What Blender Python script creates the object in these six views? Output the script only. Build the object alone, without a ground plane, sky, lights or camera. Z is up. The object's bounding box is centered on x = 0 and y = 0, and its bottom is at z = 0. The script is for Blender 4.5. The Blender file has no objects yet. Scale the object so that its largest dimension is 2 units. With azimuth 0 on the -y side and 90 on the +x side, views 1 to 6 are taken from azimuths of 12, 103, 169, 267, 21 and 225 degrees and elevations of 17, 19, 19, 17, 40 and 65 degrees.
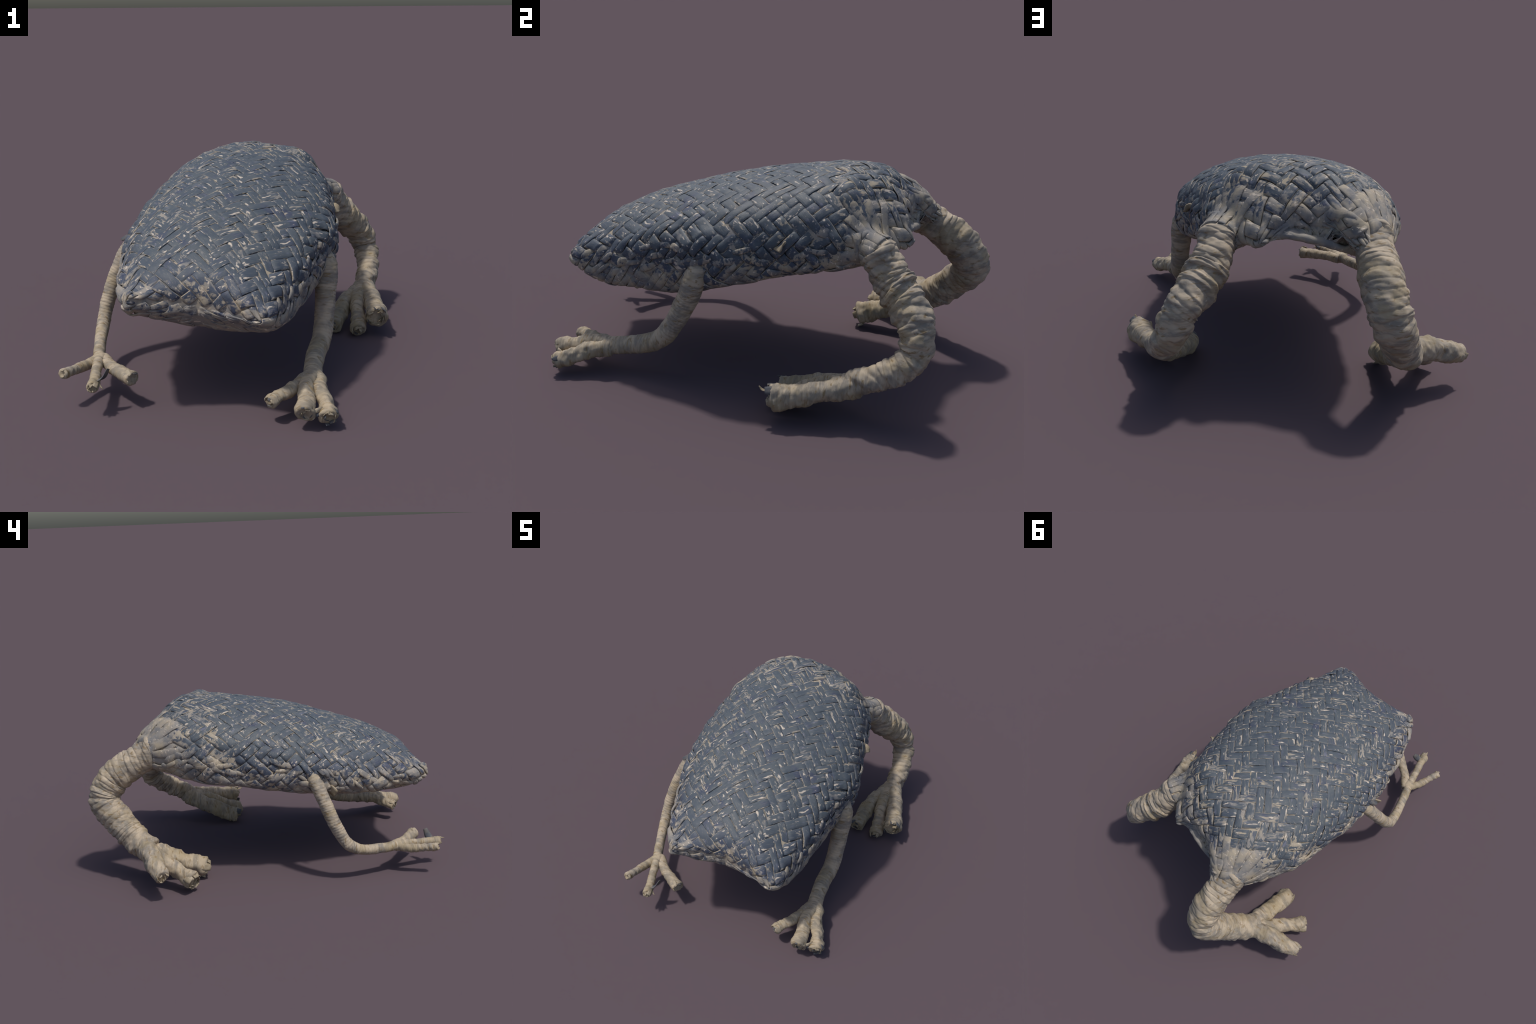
"""A woven straw toad: a stuffed, twill-woven bag of flat strips, painted slate
blue on its back, with four legs bound round and round in raffia."""
import bpy, math, random
import numpy as np
from mathutils import Vector, noise
from mathutils.bvhtree import BVHTree

random.seed(7)
rng = np.random.default_rng(7)

# ------------------------------------------------------------------ helpers
def catmull(x, a, q):
    """smooth curve through control values a at positions x"""
    x = np.asarray(x, float); a = np.asarray(a, float); q = np.asarray(q, float)
    m = np.gradient(a, x, axis=0)
    i = np.clip(np.searchsorted(x, q) - 1, 0, len(x) - 2)
    h = x[i + 1] - x[i]; t = (q - x[i]) / h
    if a.ndim > 1:
        h = h[:, None]; t = t[:, None]
    return ((2*t**3 - 3*t**2 + 1)*a[i] + (t**3 - 2*t**2 + t)*h*m[i]
            + (-2*t**3 + 3*t**2)*a[i + 1] + (t**3 - t**2)*h*m[i + 1])

def smooth01(x, lo, hi):
    t = np.clip((x - lo) / (hi - lo), 0, 1)
    return t*t*(3 - 2*t)

def nz(p, scale, seed=0.0):
    return noise.noise(Vector((p[0]*scale + seed, p[1]*scale - seed*.7, p[2]*scale + seed*.3)))

def make_mesh(name, verts, faces, mats=(), mat_idx=None, smooth=True):
    me = bpy.data.meshes.new(name)
    me.from_pydata([tuple(map(float, v)) for v in verts], [], [tuple(map(int, f)) for f in faces])
    for m in mats:
        me.materials.append(m)
    if mat_idx is not None:
        me.polygons.foreach_set("material_index", np.asarray(mat_idx, np.int32))
    me.polygons.foreach_set("use_smooth", np.full(len(me.polygons), smooth))
    me.update()
    return me

def add(name, mesh, parent=None):
    ob = bpy.data.objects.new(name, mesh)
    bpy.context.scene.collection.objects.link(ob)
    if parent is not None:
        ob.parent = parent
    return ob

def grid_faces(rows, cols, closed):
    f = []
    for r in range(rows - 1):
        for c in range(cols if closed else cols - 1):
            d = (c + 1) % cols
            f.append((r*cols + c, r*cols + d, (r + 1)*cols + d, (r + 1)*cols + c))
    return f

# ---------------------------------------------------------------- materials
class Nodes:
    def __init__(self, name):
        self.mat = bpy.data.materials.new(name); self.mat.use_nodes = True
        self.t = self.mat.node_tree
        self.bsdf = self.t.nodes["Principled BSDF"]
        self.coord = self.n("ShaderNodeTexCoord").outputs["Object"]
    def n(self, kind, **kw):
        x = self.t.nodes.new(kind)
        for k, v in kw.items():
            setattr(x, k, v)
        return x
    def link(self, a, b):
        if isinstance(a, (int, float)):
            b.default_value = a
        elif isinstance(a, tuple):
            b.default_value = a
        else:
            self.t.links.new(a, b)
    def mapping(self, vec, scale=(1, 1, 1), rot=(0, 0, 0), loc=(0, 0, 0)):
        m = self.n("ShaderNodeMapping"); self.link(vec, m.inputs["Vector"])
        m.inputs["Scale"].default_value = scale; m.inputs["Rotation"].default_value = rot
        m.inputs["Location"].default_value = loc
        return m.outputs[0]
    def noise(self, vec, scale, detail=3, rough=.55, distort=0.0):
        m = self.n("ShaderNodeTexNoise"); self.link(vec, m.inputs["Vector"])
        m.inputs["Scale"].default_value = scale; m.inputs["Detail"].default_value = detail
        m.inputs["Roughness"].default_value = rough; m.inputs["Distortion"].default_value = distort
        return m.outputs["Fac"]
    def math(self, op, a, b=0.0, clamp=False):
        m = self.n("ShaderNodeMath", operation=op, use_clamp=clamp)
        self.link(a, m.inputs[0]); self.link(b, m.inputs[1])
        return m.outputs[0]
    def rng(self, v, lo, hi, a=0.0, b=1.0, smooth=True):
        m = self.n("ShaderNodeMapRange", interpolation_type='SMOOTHSTEP' if smooth else 'LINEAR')
        self.link(v, m.inputs["Value"])
        for k, x in zip(("From Min", "From Max", "To Min", "To Max"), (lo, hi, a, b)):
            m.inputs[k].default_value = x
        return m.outputs[0]
    def mix(self, f, a, b):
        m = self.n("ShaderNodeMix", data_type='RGBA')
        self.link(f, m.inputs["Factor"])
        self.link(a + (1,) if isinstance(a, tuple) else a, m.inputs["A"])
        self.link(b + (1,) if isinstance(b, tuple) else b, m.inputs["B"])
        return m.outputs["Result"]
    def dist(self, p):
        m = self.n("ShaderNodeVectorMath", operation='DISTANCE')
        self.link(self.coord, m.inputs[0]); m.inputs[1].default_value = p
        return m.outputs["Value"]
    def finish(self, col, rough=.75, bump=None, strength=.3, dist=.003):
        self.link(col, self.bsdf.inputs["Base Color"])
        self.link(rough, self.bsdf.inputs["Roughness"])
        self.bsdf.inputs["Specular IOR Level"].default_value = .3
        if bump is not None:
            b = self.n("ShaderNodeBump"); b.inputs["Strength"].default_value = strength
            b.inputs["Distance"].default_value = dist
            self.link(bump, b.inputs["Height"]); self.link(b.outputs[0], self.bsdf.inputs["Normal"])
        return self.mat

STRAW = (.42, .355, .26); STRAW_GREY = (.31, .285, .255); STRAW_PINK = (.54, .43, .32)
OCHRE = (.30, .215, .10); BLUE = (.074, .092, .114); BLUE_DEEP = (.056, .066, .114); LILAC = (.185, .19, .26)
HIP_L = (-.245, .632, .708); HIP_R = (.373, .508, .678)

def straw_colour(k, vec):
    a = k.noise(vec, 14, 4)
    b = k.noise(k.mapping(vec, loc=(3, 1, 7)), 34, 3)
    c = k.mix(k.rng(a, .35, .65), STRAW_GREY, STRAW)
    return k.mix(k.rng(b, .56, .72, 0, .55), c, STRAW_PINK)

def woven_material(name, angle, worn=.0, base_cut=0.0):
    """straw strips brushed with slate-blue paint from above; the paint is worn
    off in slivers that run with the strip (angle, about z)"""
    k = Nodes(name)
    along = k.mapping(k.mapping(k.coord, rot=(0, 0, angle)), scale=(.32, 1.25, 1.0))
    straw = straw_colour(k, k.mapping(k.coord, scale=(1, 1, 1)))
    fibre = k.noise(k.mapping(k.mapping(k.coord, rot=(0, 0, angle)), scale=(.12, 1.6, 1.2)), 130, 3)
    sep = k.n("ShaderNodeSeparateXYZ"); k.link(k.coord, sep.inputs[0])
    y, z = sep.outputs["Y"], sep.outputs["Z"]
    edge = k.math('ADD', k.rng(y, -.95, .35, .465, .575, False), k.rng(y, .33, .64, 0, .20))
    edge = k.math('ADD', edge, k.rng(y, -.93, -.88, .040, 0))
    edge = k.math('SUBTRACT', edge, k.rng(sep.outputs["X"], .0, .42, 0, .045))
    above = k.math('SUBTRACT', z, edge)
    patch = k.noise(k.coord, 9, 3)
    above = k.math('ADD', above, k.math('MULTIPLY', k.math('SUBTRACT', patch, .5), .24))
    cover = k.rng(above, -.10, .15, 0, 1, False)
    hips = k.math('MULTIPLY', k.rng(k.dist(HIP_L), .0, .26, 0, 1, False), k.rng(k.dist(HIP_R), .0, .20, 0, 1, False))
    cover = k.math('MULTIPLY', cover, hips)
    # slivers of bare straw, more of them where the cover is thin
    sliver = k.math('ADD', k.math('MULTIPLY', k.noise(along, 30, 3, .6, .3), .72),
                    k.math('MULTIPLY', k.noise(k.mapping(along, loc=(5, 2, 1)), 75, 2, .6), .28))
    wear = k.math('ADD', k.math('MULTIPLY', k.math('SUBTRACT', k.noise(k.coord, 5, 2), .5), .16),
                  k.rng(y, .05, .50, .0, .065))
    thresh = k.math('SUBTRACT', k.math('ADD', k.math('MULTIPLY', cover, .26), .338 - worn), wear)
    soft = k.math('ADD', .034, k.math('MULTIPLY', k.math('SUBTRACT', 1.0, cover), .055))
    paint = k.rng(k.math('DIVIDE', k.math('SUBTRACT', thresh, sliver), soft), -1, 1)
    tone = k.noise(k.mapping(k.coord, loc=(9, 4, 2)), 17, 3)
    blue = k.mix(k.rng(tone, .35, .65), BLUE, (.096, .113, .128))
    blue = k.mix(k.rng(k.noise(k.mapping(k.coord, loc=(1, 8, 3)), 11, 3), .55, .72, 0, .75), blue, BLUE_DEEP)
    blue = k.mix(k.rng(k.noise(k.mapping(along, loc=(2, 6, 3)), 42, 3), .60, .72, 0, .6), blue, LILAC)
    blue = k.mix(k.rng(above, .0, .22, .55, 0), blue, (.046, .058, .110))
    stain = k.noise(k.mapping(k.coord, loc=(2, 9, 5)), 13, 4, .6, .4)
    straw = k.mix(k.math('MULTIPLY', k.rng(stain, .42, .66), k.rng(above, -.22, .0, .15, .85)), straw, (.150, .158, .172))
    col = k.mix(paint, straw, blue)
    fleck = k.noise(k.mapping(along, loc=(8, 1, 5)), 58, 2, .5, .2)
    col = k.mix(k.rng(fleck, .635, .685, 0, .85), col, (.64, .55, .45))
    col = k.mix(k.math('MULTIPLY', k.rng(fibre, .5, .75), .22), col, (.30, .27, .23))
    return k.finish(col, k.rng(paint, 0, 1, .72, .55), fibre, .35, .0025)

def base_material():
    k = Nodes("woven_under_layer")
    return woven_material("woven_under_layer", .5, .14)

def raffia_material():
    k = Nodes("bound_raffia")
    # streaks follow the winding: level on the upper limb, upright across the lower limb and toes
    sep = k.n("ShaderNodeSeparateXYZ"); k.link(k.coord, sep.inputs[0])
    low = k.rng(sep.outputs["Z"], .34, .22)
    def streak(scale, loc, rough=.6):
        up = k.noise(k.mapping(k.coord, scale=(.45, .9, 2.2), loc=loc), scale, 4, rough, .5)
        dn = k.noise(k.mapping(k.coord, scale=(.6, 2.2, .6), loc=loc), scale, 4, rough, .5)
        m = k.n("ShaderNodeMix", data_type='FLOAT'); k.link(low, m.inputs[0]); k.link(up, m.inputs[2]); k.link(dn, m.inputs[3])
        return m.outputs[0]
    a = streak(15, (0, 0, 0)); c = streak(36, (7, 7, 1)); d = streak(60, (3, 1, 4))
    b = k.noise(k.mapping(k.coord, loc=(4, 2, 9)), 9, 3)
    col = k.mix(k.rng(a, .36, .60), (.265, .235, .195), (.49, .405, .300))
    col = k.mix(k.rng(b, .48, .66, 0, .55), col, (.36, .285, .165))
    col = k.mix(k.rng(c, .54, .68, 0, .85), col, (.235, .160, .072))
    col = k.mix(k.rng(sep.outputs['Z'], .22, .10, 0, .22), col, (.40, .31, .17))
    col = k.mix(k.rng(d, .25, .42, .6, 0), col, (.58, .50, .39))
    col = k.mix(k.rng(k.noise(k.mapping(k.coord, loc=(8, 3, 6)), 12, 4), .54, .70, 0, .42), col, (.22, .21, .20))
    f = k.noise(k.mapping(k.coord, scale=(1, 1, 3)), 120, 3)
    return k.finish(col, .7, f, .25, .002)

def plain_straw(name, tint, other=(.30, .245, .165)):
    k = Nodes(name)
    col = k.mix(k.rng(k.noise(k.coord, 30, 4), .35, .65), tint, other)
    return k.finish(col, .7, k.noise(k.coord, 140, 3), .25, .002)

M_RIGHT = woven_material("painted_strip_right_slant", math.radians(45))
M_LEFT = woven_material("painted_strip_left_slant", math.radians(-45))
M_EDGE = woven_material("worn_strip_edge", 0.0, .10)
M_UNDER = base_material()
M_RAFFIA = raffia_material()
M_LOOSE = plain_straw("loose_straw", STRAW)
M_SLATE = plain_straw("stained_straw", (.075, .080, .095), (.15, .14, .13))

# ------------------------------------------------------- the bag: torso loft
# stations down the back from snout (y<0) to rump: centre x, half width, top, bottom;
# for each flank: height of the side edge, fullness of the dome, fullness of the belly
ST_Y  = [-.94, -.90, -.80, -.62, -.40, -.15,  .10,  .30,  .45,  .56,  .62]
ST_XC = [ .021, .025, .010, .000,-.011, .008,-.006,-.010, .008, .014, .012]
ST_HW = [ .291, .317, .352, .406, .454, .494, .463, .434, .376, .299, .229]
ST_ZT = [ .573, .616, .664, .740, .813, .886, .932, .961, .957, .900, .838]
ST_ZB = [ .450, .418, .356, .364, .357, .416, .466, .490, .532, .595, .640]
TILT  = [-.01, -.02, -.06, -.07, -.06, -.01,  .00,  .00,  .04,  .10,  .12]   # belly: + = right side higher
HOLLOW = [.00,  .00,  .00,  .00,  .01,  .05,  .10,  .16,  .20,  .21,  .22]  # rise of the belly midline
EDGE_L = [ .520, .485, .524, .505, .550, .610, .655, .690, .710, .715, .705]
EDGE_R = [ .468, .477, .491, .543, .612, .615, .643, .658, .668, .676, .689]
DOME_L = [1.15, 1.16, 1.20, 1.24, 1.25, 1.12, 1.00, 1.02, 1.05, 1.12, 1.15]
DOME_R = [1.28, 1.30, 1.30, 1.24, 1.14,  .97,  .82,  .82, 1.02, 1.36, 1.45]
BELLY_L = [.66,  .69,  .95,  .85,  .75,  .42,  .33,  .34,  .42,  .50,  .53]
BELLY_R = [.46,  .43,  .32,  .22,  .22,  .34,  .55,  .68,  .70,  .55,  .50]
YF = .040; WF = .068; WR = .094; SKEW = -.26

def bag_surface(nv=150, half=90):
    K = len(ST_Y)
    v = np.linspace(0, 1, nv); yy = np.interp(v, np.linspace(0, 1, K), ST_Y)
    prof = np.stack([catmull(ST_Y, a, yy) for a in (ST_XC, ST_HW, ST_ZT, ST_ZB, EDGE_L, EDGE_R, DOME_L, DOME_R, BELLY_L, BELLY_R, TILT, HOLLOW)], -1)
    # end caps: rings that close down on a level seam at either end
    rows = []
    cap = np.linspace(0, math.pi/2, 9)
    for a in cap[:-1]:
        rows.append((yy[0] - .005*math.cos(a), prof[0], .95 + .05*math.sin(a), math.sin(a)**.45))
    for i in range(nv):
        rows.append((yy[i], prof[i], 1.0, 1.0))
    for a in cap[::-1][1:]:
        rows.append((yy[-1] + .015*math.cos(a), prof[-1], .88 + .12*math.sin(a), math.sin(a)**.7))
    th = np.linspace(-math.pi, math.pi, 2*half + 1)       # 0 = top midline, + = right side
    c = np.sin(th); s = np.cos(th); A = np.abs(s)
    cx = np.sign(c)*np.abs(c)**.97
    w = .5 + .5*np.sin(np.clip(cx*1.6, -math.pi/2, math.pi/2))
    out = []
    for (y, (x0, h, t, b, eL, eR, dL, dR, bL, bR, tl, hol), wd, sq) in rows:
        e = eL*(1 - w) + eR*w; nt = dL*(1 - w) + dR*w; nb = bL*(1 - w) + bR*w
        rel = min(max((y + .1)/.74, 0), 1)**2; fr = min(max((-.55 - y)/.39, 0), 1)**2
        X = x0 + h*wd*cx
        Z = np.where(s >= 0, e + (t - e)*sq*A**nt, e - (e - b)*sq*A**nb + hol*A**4*sq + tl*(X - x0)*A*sq)
        Z = np.where(s < 0, np.minimum(Z, t - .10*sq), Z)
        Yv = y + WR*rel*(np.abs(c)**1.5 - .5) + YF*fr - WF*fr*(np.abs(c)**1.5 - .5) + SKEW*rel*(X - .06)
        out.append(np.stack([X, Yv, Z], -1))
    return np.array(out)

BAG = bag_surface()
NR, NC, _ = BAG.shape
MID = (NC - 1)//2

def bag_table(step=.006):
    """the bag unrolled: t = distance along the back, s = distance round from the top midline"""
    t = np.r_[0, np.cumsum(np.linalg.norm(np.diff(BAG[:, MID], axis=0), axis=1))]
    S = np.arange(-1.15, 1.1501, step)
    tab = np.full((NR, len(S), 3), np.nan); lim = np.zeros((NR, 2))
    for r in range(NR):
        d = np.linalg.norm(np.diff(BAG[r], axis=0), axis=1)
        cum = np.r_[0, np.cumsum(d)]; cum -= cum[MID]
        lim[r] = cum[0], cum[-1]
        for a in range(3):
            tab[r, :, a] = np.interp(S, cum, BAG[r, :, a])
    return t, S, tab, lim
T_ROW, S_COL, TAB, LIM = bag_table()

def bag_point(s, t):
    r = np.interp(t, T_ROW, np.arange(NR)); i = np.clip(r.astype(int), 0, NR - 2); f = (r - i)[:, None]
    q = np.clip((s - S_COL[0])/(S_COL[1] - S_COL[0]), 0, len(S_COL) - 1.001); j = q.astype(int); h = (q - j)[:, None]
    return ((TAB[i, j]*(1 - h) + TAB[i, j + 1]*h)*(1 - f) + (TAB[i + 1, j]*(1 - h) + TAB[i + 1, j + 1]*h)*f)

# --------------------------------------------------- base body: bag + hips + snout corners
def tube_raw(points, radii, seg=32, caps=True):
    P = np.array(points, float); n = len(P)
    T = np.gradient(P, axis=0); T /= np.linalg.norm(T, axis=1)[:, None]
    N = np.zeros_like(P); ref = np.array([0, 0, 1.0]) if abs(T[0, 2]) < .9 else np.array([1.0, 0, 0])
    N[0] = ref - T[0]*ref.dot(T[0]); N[0] /= np.linalg.norm(N[0])
    for i in range(1, n):
        N[i] = N[i - 1] - T[i]*N[i - 1].dot(T[i]); N[i] /= np.linalg.norm(N[i])
    B = np.cross(T, N)
    th = np.linspace(0, 2*math.pi, seg, endpoint=False)
    ring = N[:, None]*np.cos(th)[None, :, None] + B[:, None]*np.sin(th)[None, :, None]
    return P, T, N, B, th, ring

def solid_tube(points, radii, seg=24):
    P, T, N, B, th, ring = tube_raw(points, radii, seg)
    V = P[:, None] + ring*np.asarray(radii)[:, None, None]
    V = V.reshape(-1, 3); F = grid_faces(len(P), seg, True)
    F.append(tuple(range(seg))[::-1]); F.append(tuple(range((len(P) - 1)*seg, len(P)*seg)))
    return V, F

def base_body():
    parts = []
    V = BAG[:, :-1].reshape(-1, 3); F = grid_faces(NR, NC - 1, True)
    F.append(tuple(range(NC - 1))[::-1]); F.append(tuple(range((NR - 1)*(NC - 1), NR*(NC - 1))))
    parts.append((V, F))
    u = np.linspace(0, 1, 12)
    for hip, inner, bend, fat in ((HIP_L, (-.13, .30, .745), (-.205, .50, .760), .140), (HIP_R, (.24, .22, .725), (.300, .40, .705), .098)):
        ctl = np.array([inner, bend, hip, np.array(hip) + (np.array(hip) - np.array(bend))*.25])
        pts = catmull([0, .5, .9, 1], ctl, u)
        parts.append(solid_tube(pts, fat - (fat - .078)*smooth01(u, .1, .85)))
    # fuller shoulder of the right hip
    pts = catmull([0, .4, .8, 1], np.array([(.06, .35, .885), (.18, .350, .875), (.262, .345, .843), (.300, .32, .795)]), u)
    parts.append(solid_tube(pts, np.interp(u, [0, .4, .8, 1], [.07, .083, .080, .06])))
    # rolled rim that hangs between the hind legs, hollow behind
    pts = catmull([0, .25, .55, .8, 1], np.array([(-.200, .625, .632), (-.075, .640, .680), (.10, .615, .714), (.225, .555, .694), (.298, .490, .660)]), u)
    parts.append(solid_tube(pts, np.interp(u, [0, .3, .7, 1], [.020, .026, .026, .018])))
    # rolled corners of the snout
    for a, b, r in (((-.18, -.84, .510), (-.264, -.924, .528), .041), ((.24, -.84, .490), (.326, -.908, .494), .040)):
        pts = np.array(a)[None]*(1 - u[:, None]) + np.array(b)[None]*u[:, None]
        parts.append(solid_tube(pts, r*(1 - .25*u)))
    VV, FF, o = [], [], 0
    for V, F in parts:
        VV.append(V); FF += [tuple(i + o for i in f) for f in F]; o += len(V)
    me = make_mesh("body_blank", np.concatenate(VV), FF)
    ob = add("body_blank", me)
    rm = ob.modifiers.new("weld", 'REMESH'); rm.mode = 'VOXEL'; rm.voxel_size = .011
    sm = ob.modifiers.new("relax", 'SMOOTH'); sm.iterations = 6; sm.factor = .5
    dg = bpy.context.evaluated_depsgraph_get()
    res = bpy.data.meshes.new_from_object(ob.evaluated_get(dg))
    bpy.data.objects.remove(ob); bpy.data.meshes.remove(me)
    n = len(res.vertices)
    co = np.empty(n*3); res.vertices.foreach_get("co", co); co = co.reshape(-1, 3)
    no = np.empty(n*3); res.vertex_normals.foreach_get("vector", no); no = no.reshape(-1, 3)
    return res, co, no

BODY, BCO, BNO = base_body()
BFACES = [tuple(p.vertices) for p in BODY.polygons]
TREE = BVHTree.FromPolygons([tuple(c) for c in BCO], BFACES)

def snap(P):
    """nearest point on the body and its smooth normal"""
    Q = np.empty_like(P); N = np.empty_like(P)
    for i, p in enumerate(P):
        loc, nor, idx, d = TREE.find_nearest(Vector(p))
        Q[i] = loc
        w = 0; a = np.zeros(3)
        for v in BFACES[idx]:
            k = 1/(1e-4 + ((BCO[v] - Q[i])**2).sum()); a += BNO[v]*k; w += k
        N[i] = a/np.linalg.norm(a)
    return Q, N

# ------------------------------------------------------------ the toad itself
toad = bpy.data.objects.new("woven_toad", None)
bpy.context.scene.collection.objects.link(toad)
toad["label"] = "woven straw toad with blue painted back and raffia-bound legs"
toad["category"] = "toad figure"

def body_parts():
    inner = BCO - BNO*.007
    lump = np.array([nz(p, 26, 3) for p in BCO])
    inner = inner + BNO*(lump*.0025)[:, None]
    groups = {"head": [], "torso": []}
    for f in BFACES:
        groups["head" if BCO[list(f), 1].mean() < -.60 else "torso"].append(f)
    obs = {}
    for name, fs in groups.items():
        used = sorted({v for f in fs for v in f}); remap = {v: i for i, v in enumerate(used)}
        me = make_mesh(name, inner[used], [tuple(remap[v] for v in f) for f in fs], (M_UNDER,))
        me.normals_split_custom_set_from_vertices([tuple(BNO[v]) for v in used])
        obs[name] = add(name, me, toad)
    return obs
PARTS = body_parts()
torso = PARTS["torso"]
bpy.data.meshes.remove(BODY)

# --------------------------------------------------------------- woven strips
PITCH = .047; STEP = PITCH*math.sqrt(2); THICK = .0036
CROSS = np.array([-1, -.86, -.45, 0, .45, .86, 1])
CROWN = np.array([-.62, -.05, .12, .2, .12, -.05, -.62])

def edge_nearness(s, t):
    r = np.interp(t, T_ROW, np.arange(NR)).astype(int)
    # s of the widest point on either side
    return r

W_IDX = []
for r in range(NR):
    d = np.linalg.norm(np.diff(BAG[r], axis=0), axis=1); cum = np.r_[0, np.cumsum(d)]; cum -= cum[MID]
    W_IDX.append((cum[np.argmin(BAG[r, :, 0])], cum[np.argmax(BAG[r, :, 0])]))
W_IDX = np.array(W_IDX)

def over_under(i, j):
    """+1 where the right-slanting strip i lies over the left-slanting strip j: a 2/2 twill with slips"""
    v = 1 if (i - j) % 4 < 2 else -1
    h = math.sin(i*12.9898 + j*78.233)*43758.5453
    return -v if h - math.floor(h) < .10 else v

def weave_state(index, q, slant):
    j = math.floor(q); f = q - j; f = min(max((f - .2)/.6, 0), 1); f = f*f*(3 - 2*f)
    if slant > 0: a, b = over_under(index, j), over_under(index, j + 1)
    else: a, b = -over_under(j, index), -over_under(j + 1, index)
    return (a*(1 - f) + b*f)*.9

def strip(slant, index):
    """one flat strip of the twill; slant +1 runs s+t=const, -1 runs t-s=const"""
    c = index*STEP
    tt = np.arange(.002, T_ROW[-1] - .002, .0055)
    ss = (c - tt) if slant > 0 else (tt - c)
    lo = np.interp(tt, T_ROW, LIM[:, 0]); hi = np.interp(tt, T_ROW, LIM[:, 1])
    ok = (ss > lo + .01) & (ss < hi - .01)
    runs, cur = [], []
    for i, o in enumerate(ok):
        if o: cur.append(i)
        elif cur: runs.append(cur); cur = []
    if cur: runs.append(cur)
    V, F, MI = [], [], []
    wide = PITCH*.5*(.95 + .08*random.random())
    for run in runs:
        if len(run) < 8: continue
        t = tt[run]; s = ss[run]; n = len(run)
        wob = np.array([noise.noise(Vector((x*9, index*3.1, slant*5.0))) for x in t])
        wob2 = np.array([noise.noise(Vector((x*22, index*7.7, slant*2.0))) for x in t])
        wd = wide*(1 + .16*wob2)
        other = (t - s)/STEP if slant > 0 else (s + t)/STEP
        w = np.array([weave_state(index, q, slant) for q in other])
        e = CROSS
        ax, at = (1, 1) if slant > 0 else (-1, 1)
        off = (e[None]*wd[:, None] + (.006*wob)[:, None])/math.sqrt(2)
        S = s[:, None] + off*ax; T = np.clip(t[:, None] + off*at, .001, T_ROW[-1] - .001)
        Sl = np.interp(T, T_ROW, LIM[:, 0]); Sh = np.interp(T, T_ROW, LIM[:, 1])
        S = np.clip(S, Sl, Sh)
        P = bag_point(S.ravel(), T.ravel())
        Q, N = snap(P)
        wl = np.interp(T, T_ROW, W_IDX[:, 0]).ravel(); wr = np.interp(T, T_ROW, W_IDX[:, 1]).ravel()
        near = np.exp(-(np.minimum(np.abs(S.ravel() - wl), np.abs(S.ravel() - wr))/.12)**2)
        near = np.maximum(near, .55*smooth01(np.interp(T, T_ROW, np.arange(NR)).ravel()/NR, .62, .85))
        side = near.reshape(n, -1)
        amp = .0028*(1 + 3.0*side)
        rough = np.array([nz(q, 12, 2) + .25*nz(q, 30, 5) for q in Q]).reshape(n, -1)
        cellj = np.floor(other + .5)
        lift = np.array([math.sin(q*12.9898 + index*78.233 + slant)*43758.5453 % 1 for q in cellj]) - .5
        lift = np.convolve(np.pad(lift, 4, mode='edge'), np.ones(9)/9, 'valid')*.0045
        h = -.0048 + (amp + lift[:, None]*(.5 + side))*w[:, None] + lift[:, None]*.5 + CROWN[None]*THICK*(1 + 2.0*side) + rough*(.004 + .016*side) + (.0015*wob2)[:, None]
        # tuck the two ends in
        end = np.minimum(np.arange(n), np.arange(n)[::-1])
        h = h - (.012*np.clip(1 - end/3.0, 0, 1))[:, None]
        top = Q + N*h.reshape(-1)[:, None]
        # underside: two rails below the strip's edges
        k = len(e); top = top.reshape(n, k, 3); Nn = N.reshape(n, k, 3)
        under = np.stack([top[:, -2] - Nn[:, -2]*THICK*1.3, top[:, 1] - Nn[:, 1]*THICK*1.3], 1)
        ring = np.concatenate([top, under], 1)
        o = sum(len(x) for x in V); V.append(ring.reshape(-1, 3)); kk = k + 2
        for r in range(n - 1):
            for q in range(kk):
                d = (q + 1) % kk
                f = (o + r*kk + q, o + r*kk + d, o + (r + 1)*kk + d, o + (r + 1)*kk + q)
                F.append(f if slant > 0 else f[::-1])
                MI.append(0 if 1 <= q < k - 2 else 1)
        for base in (o, o + (n - 1)*kk):
            f = tuple(base + q for q in range(kk))
            F.append(f if (base != o) == (slant > 0) else f[::-1]); MI.append(1)
    if not V: return
    me = make_mesh("woven_strip", np.concatenate(V), F, (M_RIGHT if slant > 0 else M_LEFT, M_EDGE), MI)
    import bmesh
    bm = bmesh.new(); bm.from_mesh(me); bmesh.ops.recalc_face_normals(bm, faces=bm.faces); bm.to_mesh(me); bm.free()
    add("woven_strip", me, torso)

TMAX = T_ROW[-1]; SMAX = np.abs(LIM).max()
for i in range(int(-SMAX/STEP), int((TMAX + SMAX)/STEP) + 1):
    strip(+1, i)
    strip(-1, i)

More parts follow.
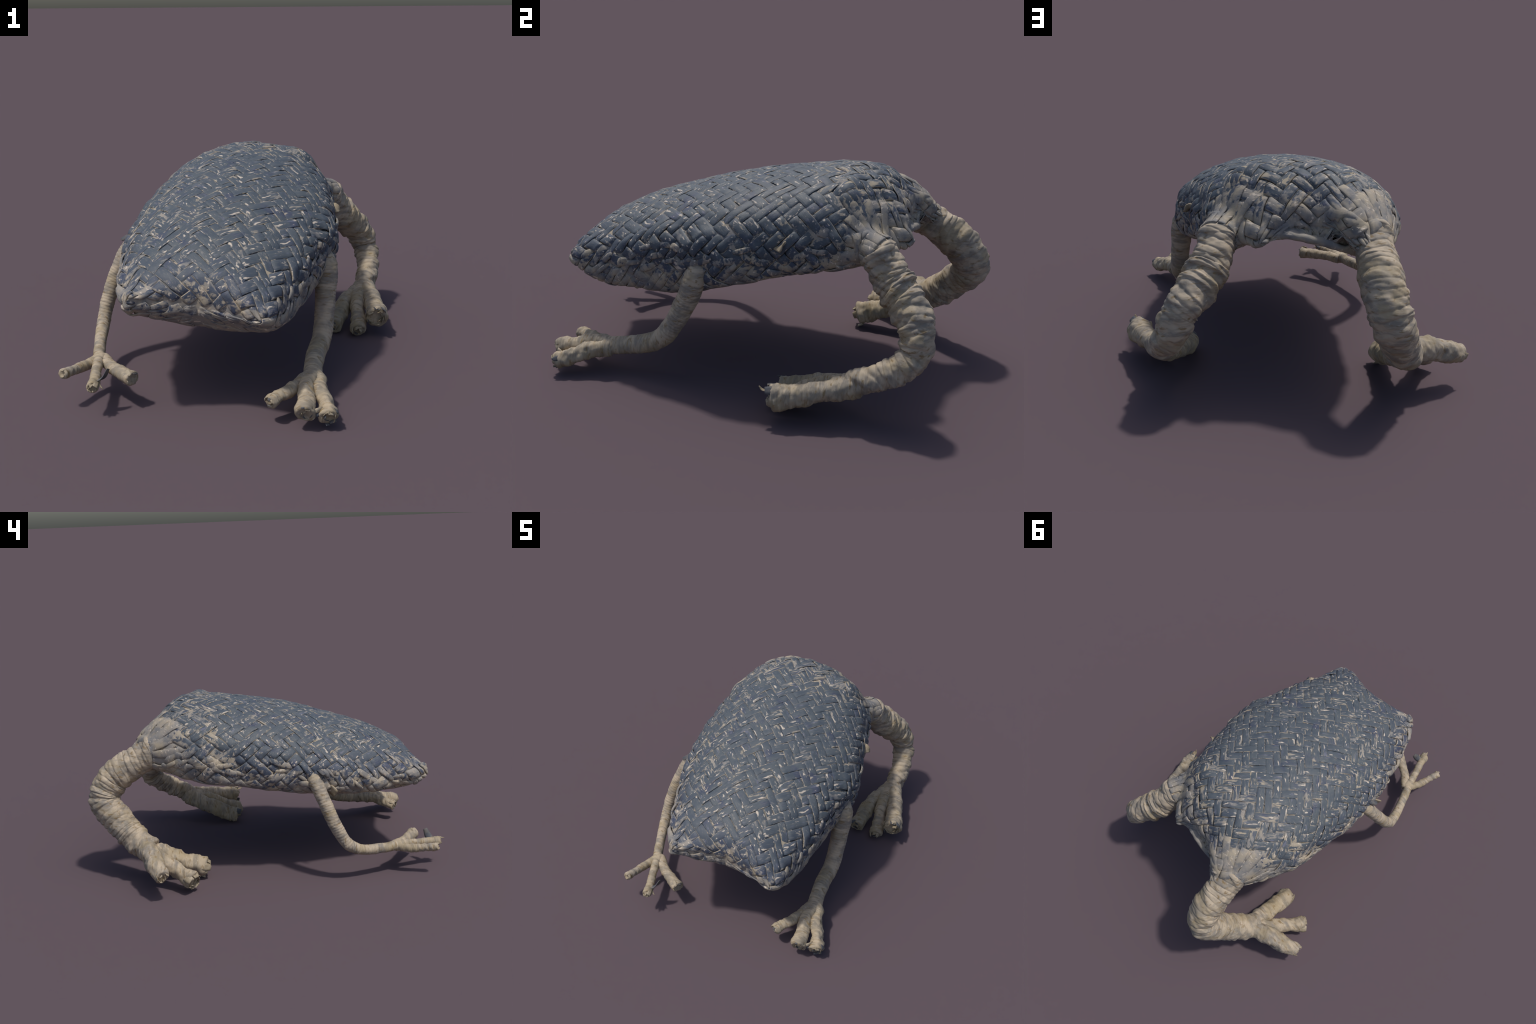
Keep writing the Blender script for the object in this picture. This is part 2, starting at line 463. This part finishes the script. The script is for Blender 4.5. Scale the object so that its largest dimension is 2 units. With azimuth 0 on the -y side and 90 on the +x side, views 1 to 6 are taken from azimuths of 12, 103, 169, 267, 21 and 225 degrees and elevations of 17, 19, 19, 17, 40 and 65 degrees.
# ------------------------------------------------------------------ raffia legs
def bound_tube(name, ctl, rad, wrap, parent, seed, ridge=.004, lump=.006, slant=.0, seg=56, ds=.0025, over=0.0, spread=.45):
    """a limb bound in raffia: a tube whose skin is a winding of narrow overlapping bands"""
    ctl = np.array(ctl, float); kx = np.r_[0, np.cumsum(np.linalg.norm(np.diff(ctl, axis=0), axis=1))]
    n = max(24, int(kx[-1]/ds)); u = np.linspace(0, kx[-1], n)
    pts = catmull(kx, ctl, u)
    if len(rad) == len(ctl): r0 = np.interp(u, kx, rad)
    else: r0 = np.interp(u/kx[-1], np.linspace(0, 1, len(rad)), rad)
    r0 = np.convolve(np.pad(r0, 6, mode='edge'), np.ones(13)/13, 'valid')
    P, T, N, B, th, ring = tube_raw(pts, r0, seg)
    V = np.zeros((n, seg, 3))
    wid = np.cumsum(np.r_[0, np.full(n - 1, u[1])]/(wrap*np.array([1 + spread*noise.noise(Vector((x*14, seed, 1))) for x in u])))
    for i in range(n):
        for j in range(seg):
            d = ring[i, j]; q = P[i] + d*r0[i]
            ph = wid[i] + th[j]/(2*math.pi) + slant*math.cos(th[j] + seed) + .32*nz(q, 9, seed)
            cell = math.floor(ph); f = ph - cell
            hgt = .55 + .45*noise.noise(Vector((cell*3.7 + seed, math.cos(th[j])*1.2, math.sin(th[j])*1.2)))
            prof = (1 - abs(2*f - 1)**4)*(.55 + .45*f)
            ph2 = wid[i]*.37 - .35*math.cos(th[j] + seed*2) + .5*nz(q, 6, seed + 2)
            f2 = ph2 - math.floor(ph2); c2 = noise.noise(Vector((math.floor(ph2)*5.3, seed, 2)))
            band = over*(.5 + c2)*(smooth01(f2, 0, .12) - smooth01(f2, .5, .62))
            rr = r0[i] + band + ridge*(prof*hgt*1.5 - .55) + lump*nz(q, 17, seed + 4) + lump*.45*nz(q, 42, seed + 9)
            V[i, j] = P[i] + d*rr
    verts = [V.reshape(-1, 3)]; F = grid_faces(n, seg, True); o = n*seg
    # blunt cut end with a hollow, uneven face
    for end, sgn in ((0, -1), (n - 1, 1)):
        prev = [end*seg + j for j in range(seg)]
        for lv, (k, dz) in enumerate(((.86, .006), (.55, .004), (.2, .001))):
            ringv = []
            for j in range(seg):
                d = V[end, j] - P[end]
                bumpy = .006*nz(V[end, j]*(k), 60, seed + lv)
                ringv.append(P[end] + d*k + T[end]*sgn*(dz + bumpy))
            verts.append(np.array(ringv)); ids = [o + j for j in range(seg)]; o += seg
            for j in range(seg):
                d = (j + 1) % seg; F.append((prev[j], prev[d], ids[d], ids[j]))
            prev = ids
        F.append(tuple(prev))
    me = make_mesh(name, np.concatenate(verts), F, (M_RAFFIA,))
    import bmesh
    bm = bmesh.new(); bm.from_mesh(me); bmesh.ops.recalc_face_normals(bm, faces=bm.faces); bm.to_mesh(me); bm.free()
    return add(name, me, parent)

def extend(ctl, d=.06):
    ctl = [np.array(c) for c in ctl]; v = ctl[0] - ctl[1]
    return [ctl[0] + v/np.linalg.norm(v)*d] + ctl

HL = [(-.245, .632, .708), (-.248, .736, .638), (-.249, .865, .547), (-.279, .909, .436), (-.33, .845, .350), (-.37, .775, .270), (-.443, .668, .190)]
HR = [(.373, .508, .678), (.408, .569, .594), (.478, .656, .498), (.542, .702, .421), (.576, .708, .329), (.602, .637, .258), (.604, .54, .205), (.593, .448, .155)]
FR = [(.468, -.253, .516), (.474, -.297, .399), (.477, -.347, .296), (.475, -.41, .205), (.459, -.502, .153), (.461, -.582, .136), (.476, -.689, .123)]
FL = [(-.478, -.258, .55), (-.538, -.307, .434), (-.572, -.362, .306), (-.578, -.431, .203), (-.563, -.5, .17), (-.53, -.597, .157), (-.481, -.729, .152)]

hl = bound_tube("hindleg", extend(HL, .03), [.076, .081, .086, .087, .083, .080, .076, .072], .030, toad, 1.3, .0062, .008, .14, over=.009, spread=.7)
hr = bound_tube("hindleg", extend(HR, .03), [.070, .079, .081, .080, .074, .065, .058, .054, .053], .035, toad, 5.1, .0070, .009, .16, over=.013, spread=.8)
fr = bound_tube("foreleg", [(.435, -.235, .555)] + FR, [.050, .050, .050, .046, .044, .043, .042, .042], .0165, toad, 8.2, .0030, .003, .1)
fl = bound_tube("foreleg", [(-.425, -.240, .585)] + FL, [.040, .040, .037, .035, .032, .029, .027, .026], .0145, toad, 11.4, .0026, .003, .1)

def slip(path, width, thick, across, taper=.5, curl=0.0):
    """one thin flat slip of straw along a path: verts and faces of a closed, slightly dished blade"""
    P = np.array(path, float); n = len(P)
    T = np.gradient(P, axis=0); T /= np.linalg.norm(T, axis=1)[:, None]
    A = np.array(across, float)[None] - T*(T @ np.array(across, float))[:, None]; A /= np.linalg.norm(A, axis=1)[:, None]
    U = np.cross(T, A); w = width*.5*np.interp(np.linspace(0, 1, n), [0, .5, 1], [1, 1, taper])
    V = []
    for i in range(n):
        for e, z in ((-1, .5), (-.4, .5 ), (.4, .5), (1, .5), (1, -.5), (.4, -.5), (-.4, -.5), (-1, -.5)):
            V.append(P[i] + A[i]*e*w[i] + U[i]*(z*thick*(1 - .5*abs(e)) + curl*e*e*w[i]))
    F = grid_faces(n, 8, True); F.append(tuple(range(8))[::-1]); F.append(tuple((n - 1)*8 + q for q in range(8)))
    return np.array(V), F

def join(name, pieces, mats, parent, idx=None, stuff=True):
    VV, FF, MI, o = [], [], [], 0
    for i, (V, F) in enumerate(pieces):
        VV.append(V); FF += [tuple(q + o for q in f) for f in F]; o += len(V); MI += [idx[i] if idx else 0]*len(F)
    me = make_mesh(name, np.concatenate(VV), FF, mats, MI)
    import bmesh
    bm = bmesh.new(); bm.from_mesh(me); bmesh.ops.recalc_face_normals(bm, faces=bm.faces); bm.to_mesh(me); bm.free()
    ob = add(name, me, parent)
    if stuff: ob["kind"] = "stuff"
    return ob

def frayed_end(parent, tip, way, radius, seed, count=9, length=.03, dark=.15):
    """cut raffia ends sticking out of a toe"""
    r = random.Random(seed); way = np.array(way, float); way /= np.linalg.norm(way)
    a = np.cross(way, (0, 0, 1)); a /= np.linalg.norm(a); b = np.cross(a, way)
    pcs, idx = [], []
    for i in range(count):
        an = 2*math.pi*(i + r.random()*.7)/count; k = radius*r.uniform(.25, .8)
        d = a*math.cos(an) + b*math.sin(an)
        s0 = np.array(tip) - way*.03 + d*k; L = length*r.uniform(.35, 1.1)
        e = np.array(tip) + way*L + d*(k + radius*r.uniform(-.1, .35))
        m = (s0 + e)/2 + d*radius*.12
        tt = np.linspace(0, 1, 7)
        path = catmull([0, .5, 1], np.array([s0, m, e]), tt)
        side = np.cross(way, d) + d*r.uniform(-.3, .3)
        pcs.append(slip(path, radius*r.uniform(.55, .95), .004, side, r.uniform(.3, 1.0), r.uniform(-.1, .2)))
        idx.append(1 if r.random() < dark else 0)
    return join("frayed_end", pcs, (M_LOOSE, M_SLATE), parent, idx)

def toe(parent, pts, rad, seed, wrap=.014, ridge=.0030, lump=.011, fray=9, length=.022, dark=.15):
    pts = [np.array(p) for p in pts]
    ob = bound_tube("toe", pts, rad, wrap, parent, seed, ridge, lump, .2, 44, ds=.0028, over=.0025)
    frayed_end(parent, pts[-1], pts[-1] - pts[-2], rad[-1], seed, fray, length, dark)
    return ob

# hind left foot
toe(hl, [(-.425, .705, .222), (-.525, .662, .210), (-.640, .622, .172), (-.719, .590, .143)], [.052, .054, .052, .040], 21, .020, fray=7, length=.020, dark=0)
toe(hl, [(-.44, .68, .200), (-.505, .60, .158), (-.572, .495, .100), (-.615, .434, .072)], [.050, .040, .040, .052], 22, .030, .0016, fray=14, length=.028, dark=0)
toe(hl, [(-.425, .68, .180), (-.418, .59, .152), (-.422, .47, .100), (-.420, .368, .064)], [.052, .050, .050, .056], 23, .020, fray=12, length=.030)
# hind right foot
toe(hr, [(.600, .48, .162), (.632, .39, .152), (.676, .25, .122), (.692, .150, .108)], [.052, .046, .048, .058], 24, .023, fray=13, length=.024, dark=.15)
toe(hr, [(.585, .47, .162), (.575, .36, .145), (.590, .22, .078), (.598, .132, .040)], [.046, .038, .036, .041], 25, .019, fray=10, length=.026, dark=.15)
toe(hr, [(.58, .47, .148), (.525, .37, .118), (.480, .24, .066), (.463, .150, .044)], [.048, .046, .048, .047], 26, .019, fray=9, length=.024, dark=.2)
# fore right foot
toe(fr, [(.465, -.665, .128), (.420, -.74, .122), (.360, -.833, .108), (.325, -.876, .100)], [.036, .030, .028, .032], 27, .013, fray=8, length=.015, dark=.35)
toe(fr, [(.470, -.66, .126), (.462, -.75, .124), (.470, -.85, .102), (.476, -.917, .080)], [.040, .034, .034, .041], 28, .012, fray=10, length=.014, dark=.15)
toe(fr, [(.480, -.66, .121), (.510, -.74, .112), (.548, -.82, .086), (.568, -.886, .062)], [.040, .034, .034, .040], 29, .012, fray=11, length=.018, dark=.3)
# fore left foot
toe(fl, [(-.482, -.70, .150), (-.525, -.785, .146), (-.55, -.86, .155), (-.567, -.917, .162)], [.028, .022, .021, .022], 30, .012, .0020, .004, 5, .012, 0)
toe(fl, [(-.480, -.70, .150), (-.465, -.79, .150), (-.435, -.89, .142), (-.418, -.962, .135)], [.028, .023, .022, .026], 31, .012, .0020, .004, 9, .024, 0)
toe(fl, [(-.476, -.70, .148), (-.415, -.765, .144), (-.335, -.82, .138), (-.285, -.852, .136)], [.028, .026, .028, .034], 32, .012, .0020, .005, 8, .012, .3)

# ------------------------------------------ straw drawn together into each hip
def hip_fan(hip, inward, parent, seed, count, reach):
    """long strips gathered from the back into the binding of a hind leg"""
    r = random.Random(seed); hip = np.array(hip); way = np.array(inward) - hip; way /= np.linalg.norm(way)
    a = np.cross(way, (0, 0, 1)); a /= np.linalg.norm(a); b = np.cross(a, way)
    for i in range(count):
        an = 2*math.pi*(i + r.uniform(-.25, .25))/count
        d = a*math.cos(an) + b*math.sin(an); L = reach*r.uniform(.55, 1.1)
        n = 26; u = np.linspace(0, 1, n)
        line = hip[None] - way[None]*.015 + way[None]*(u*L)[:, None] + d[None]*(.075 + .13*u**1.3)[:, None]
        w = np.interp(u, [0, .35, 1], [.016, .024, .030])*r.uniform(.8, 1.25)
        across = np.cross(way, d)
        rows = []
        e = CROSS
        P = line[:, None] + across[None, None]*(e[None, :, None]*w[:, None, None])
        Q, N = snap(P.reshape(-1, 3))
        lift = (.0045 + .003*np.sin(u*7 + i)) - .016*smooth01(u, .72, 1) + r.uniform(-.0015, .0025)
        hgt = lift[:, None] + CROWN[None]*.0055
        top = (Q + N*hgt.reshape(-1)[:, None]).reshape(n, len(e), 3); Nn = N.reshape(n, len(e), 3)
        under = np.stack([top[:, -2] - Nn[:, -2]*.006, top[:, 1] - Nn[:, 1]*.006], 1)
        ring = np.concatenate([top, under], 1); kk = len(e) + 2
        F = grid_faces(n, kk, True); F.append(tuple(range(kk))[::-1]); F.append(tuple((n - 1)*kk + q for q in range(kk)))
        ob = join("gathered_strip", [(ring.reshape(-1, 3), F)], (M_EDGE,), parent, stuff=False)

hip_fan(HIP_L, (-.15, .40, .755), torso, 41, 15, .22)
hip_fan(HIP_R, (.27, .30, .735), torso, 43, 15, .22)

# ------------------------------- folded strip ends along the two side rims
def rim_strands(side, seed):
    r = random.Random(seed); pcs = []
    t = .16
    while t < T_ROW[-1]*.80:
        w = np.interp(t, T_ROW, W_IDX[:, 1 if side > 0 else 0])
        n = 14; u = np.linspace(0, 1, n)
        L = r.uniform(.05, .10); ds = r.uniform(-.05, .05); s0 = w + side*r.uniform(-.03, .075)
        tt = t + L*u; ss = s0 + ds*u
        wd = r.uniform(.010, .019)*np.interp(u, [0, .3, .8, 1], [.6, 1, 1, .45])
        S = ss[:, None] + CROSS[None]*wd[:, None]*L/math.hypot(L, ds); T = tt[:, None] - CROSS[None]*wd[:, None]*ds/math.hypot(L, ds)
        Q, N = snap(bag_point(S.ravel(), T.ravel()))
        h = -.008 + r.uniform(.013, .021)*np.sin(math.pi*u)**.7
        hh = (h[:, None] + CROWN[None]*.009).reshape(-1)
        k = len(CROSS); top = (Q + N*hh[:, None]).reshape(n, k, 3); Nn = N.reshape(n, k, 3)
        ring = np.concatenate([top, np.stack([top[:, -2] - Nn[:, -2]*.008, top[:, 1] - Nn[:, 1]*.008], 1)], 1); kk = k + 2
        F = grid_faces(n, kk, True); F.append(tuple(range(kk))[::-1]); F.append(tuple((n - 1)*kk + q for q in range(kk)))
        pcs.append((ring.reshape(-1, 3), F))
        t += r.uniform(.022, .045)
    join("rim_strand", pcs, (M_EDGE,), torso)
rim_strands(+1, 51)
rim_strands(-1, 52)

# --------------------------------------------------- loose ends and torn flakes
def flake(base, tip, width, across, bend, mat, parent, thick=.005, taper=.6, curl=.25):
    base, tip = np.array(base), np.array(tip); m = (base + tip)/2 + np.array(bend)
    path = catmull([0, .5, 1], np.array([base, m, tip]), np.linspace(0, 1, 10))
    V, F = slip(path, width, thick, across, taper, curl)
    ob = join("loose_flake", [(V, F)], (mat,), parent, stuff=False)
    return ob
flake((-.425, -.925, .145), (-.372, -.899, .196), .040, (.2, 1, -.2), (.008, 0, -.008), M_SLATE, fl, curl=-.3)
flake((-.425, -.935, .142), (-.375, -.955, .128), .014, (.2, 1, 0), (0, 0, .008), M_LOOSE, fl, taper=.2)
flake((-.42, -.95, .150), (-.412, -1.0, .150), .018, (1, 0, 0), (0, 0, .002), M_LOOSE, fl, taper=.15)
flake((-.43, -.335, .500), (-.488, -.372, .476), .055, (.3, .2, 1), (-.006, 0, .004), M_LOOSE, torso, .012, .8, .2)
flake((-.44, -.275, .592), (-.512, -.31, .596), .045, (0, 1, .4), (0, 0, .018), M_SLATE, torso, curl=.5)
flake((-.43, -.245, .585), (-.505, -.255, .572), .050, (0, 1, .2), (0, 0, .012), M_SLATE, torso, curl=.4)
flake((.44, .125, .680), (.476, .100, .668), .050, (0, .8, .6), (.004, 0, .014), M_LOOSE, torso, .012, .8, .3)
flake((.706, .150, .140), (.712, .098, .162), .024, (1, 0, .2), (0, -.012, -.008), M_LOOSE, hr, .005, .1, .2)
flake((.540, -.875, .086), (.500, -.905, .082), .020, (0, .3, 1), (0, -.014, .006), M_LOOSE, fr, .006, .6, .2)
flake((.545, -.885, .070), (.498, -.900, .066), .018, (0, .3, 1), (0, -.012, .004), M_SLATE, fr, .006, .6, .2)

bpy.context.view_layer.update()
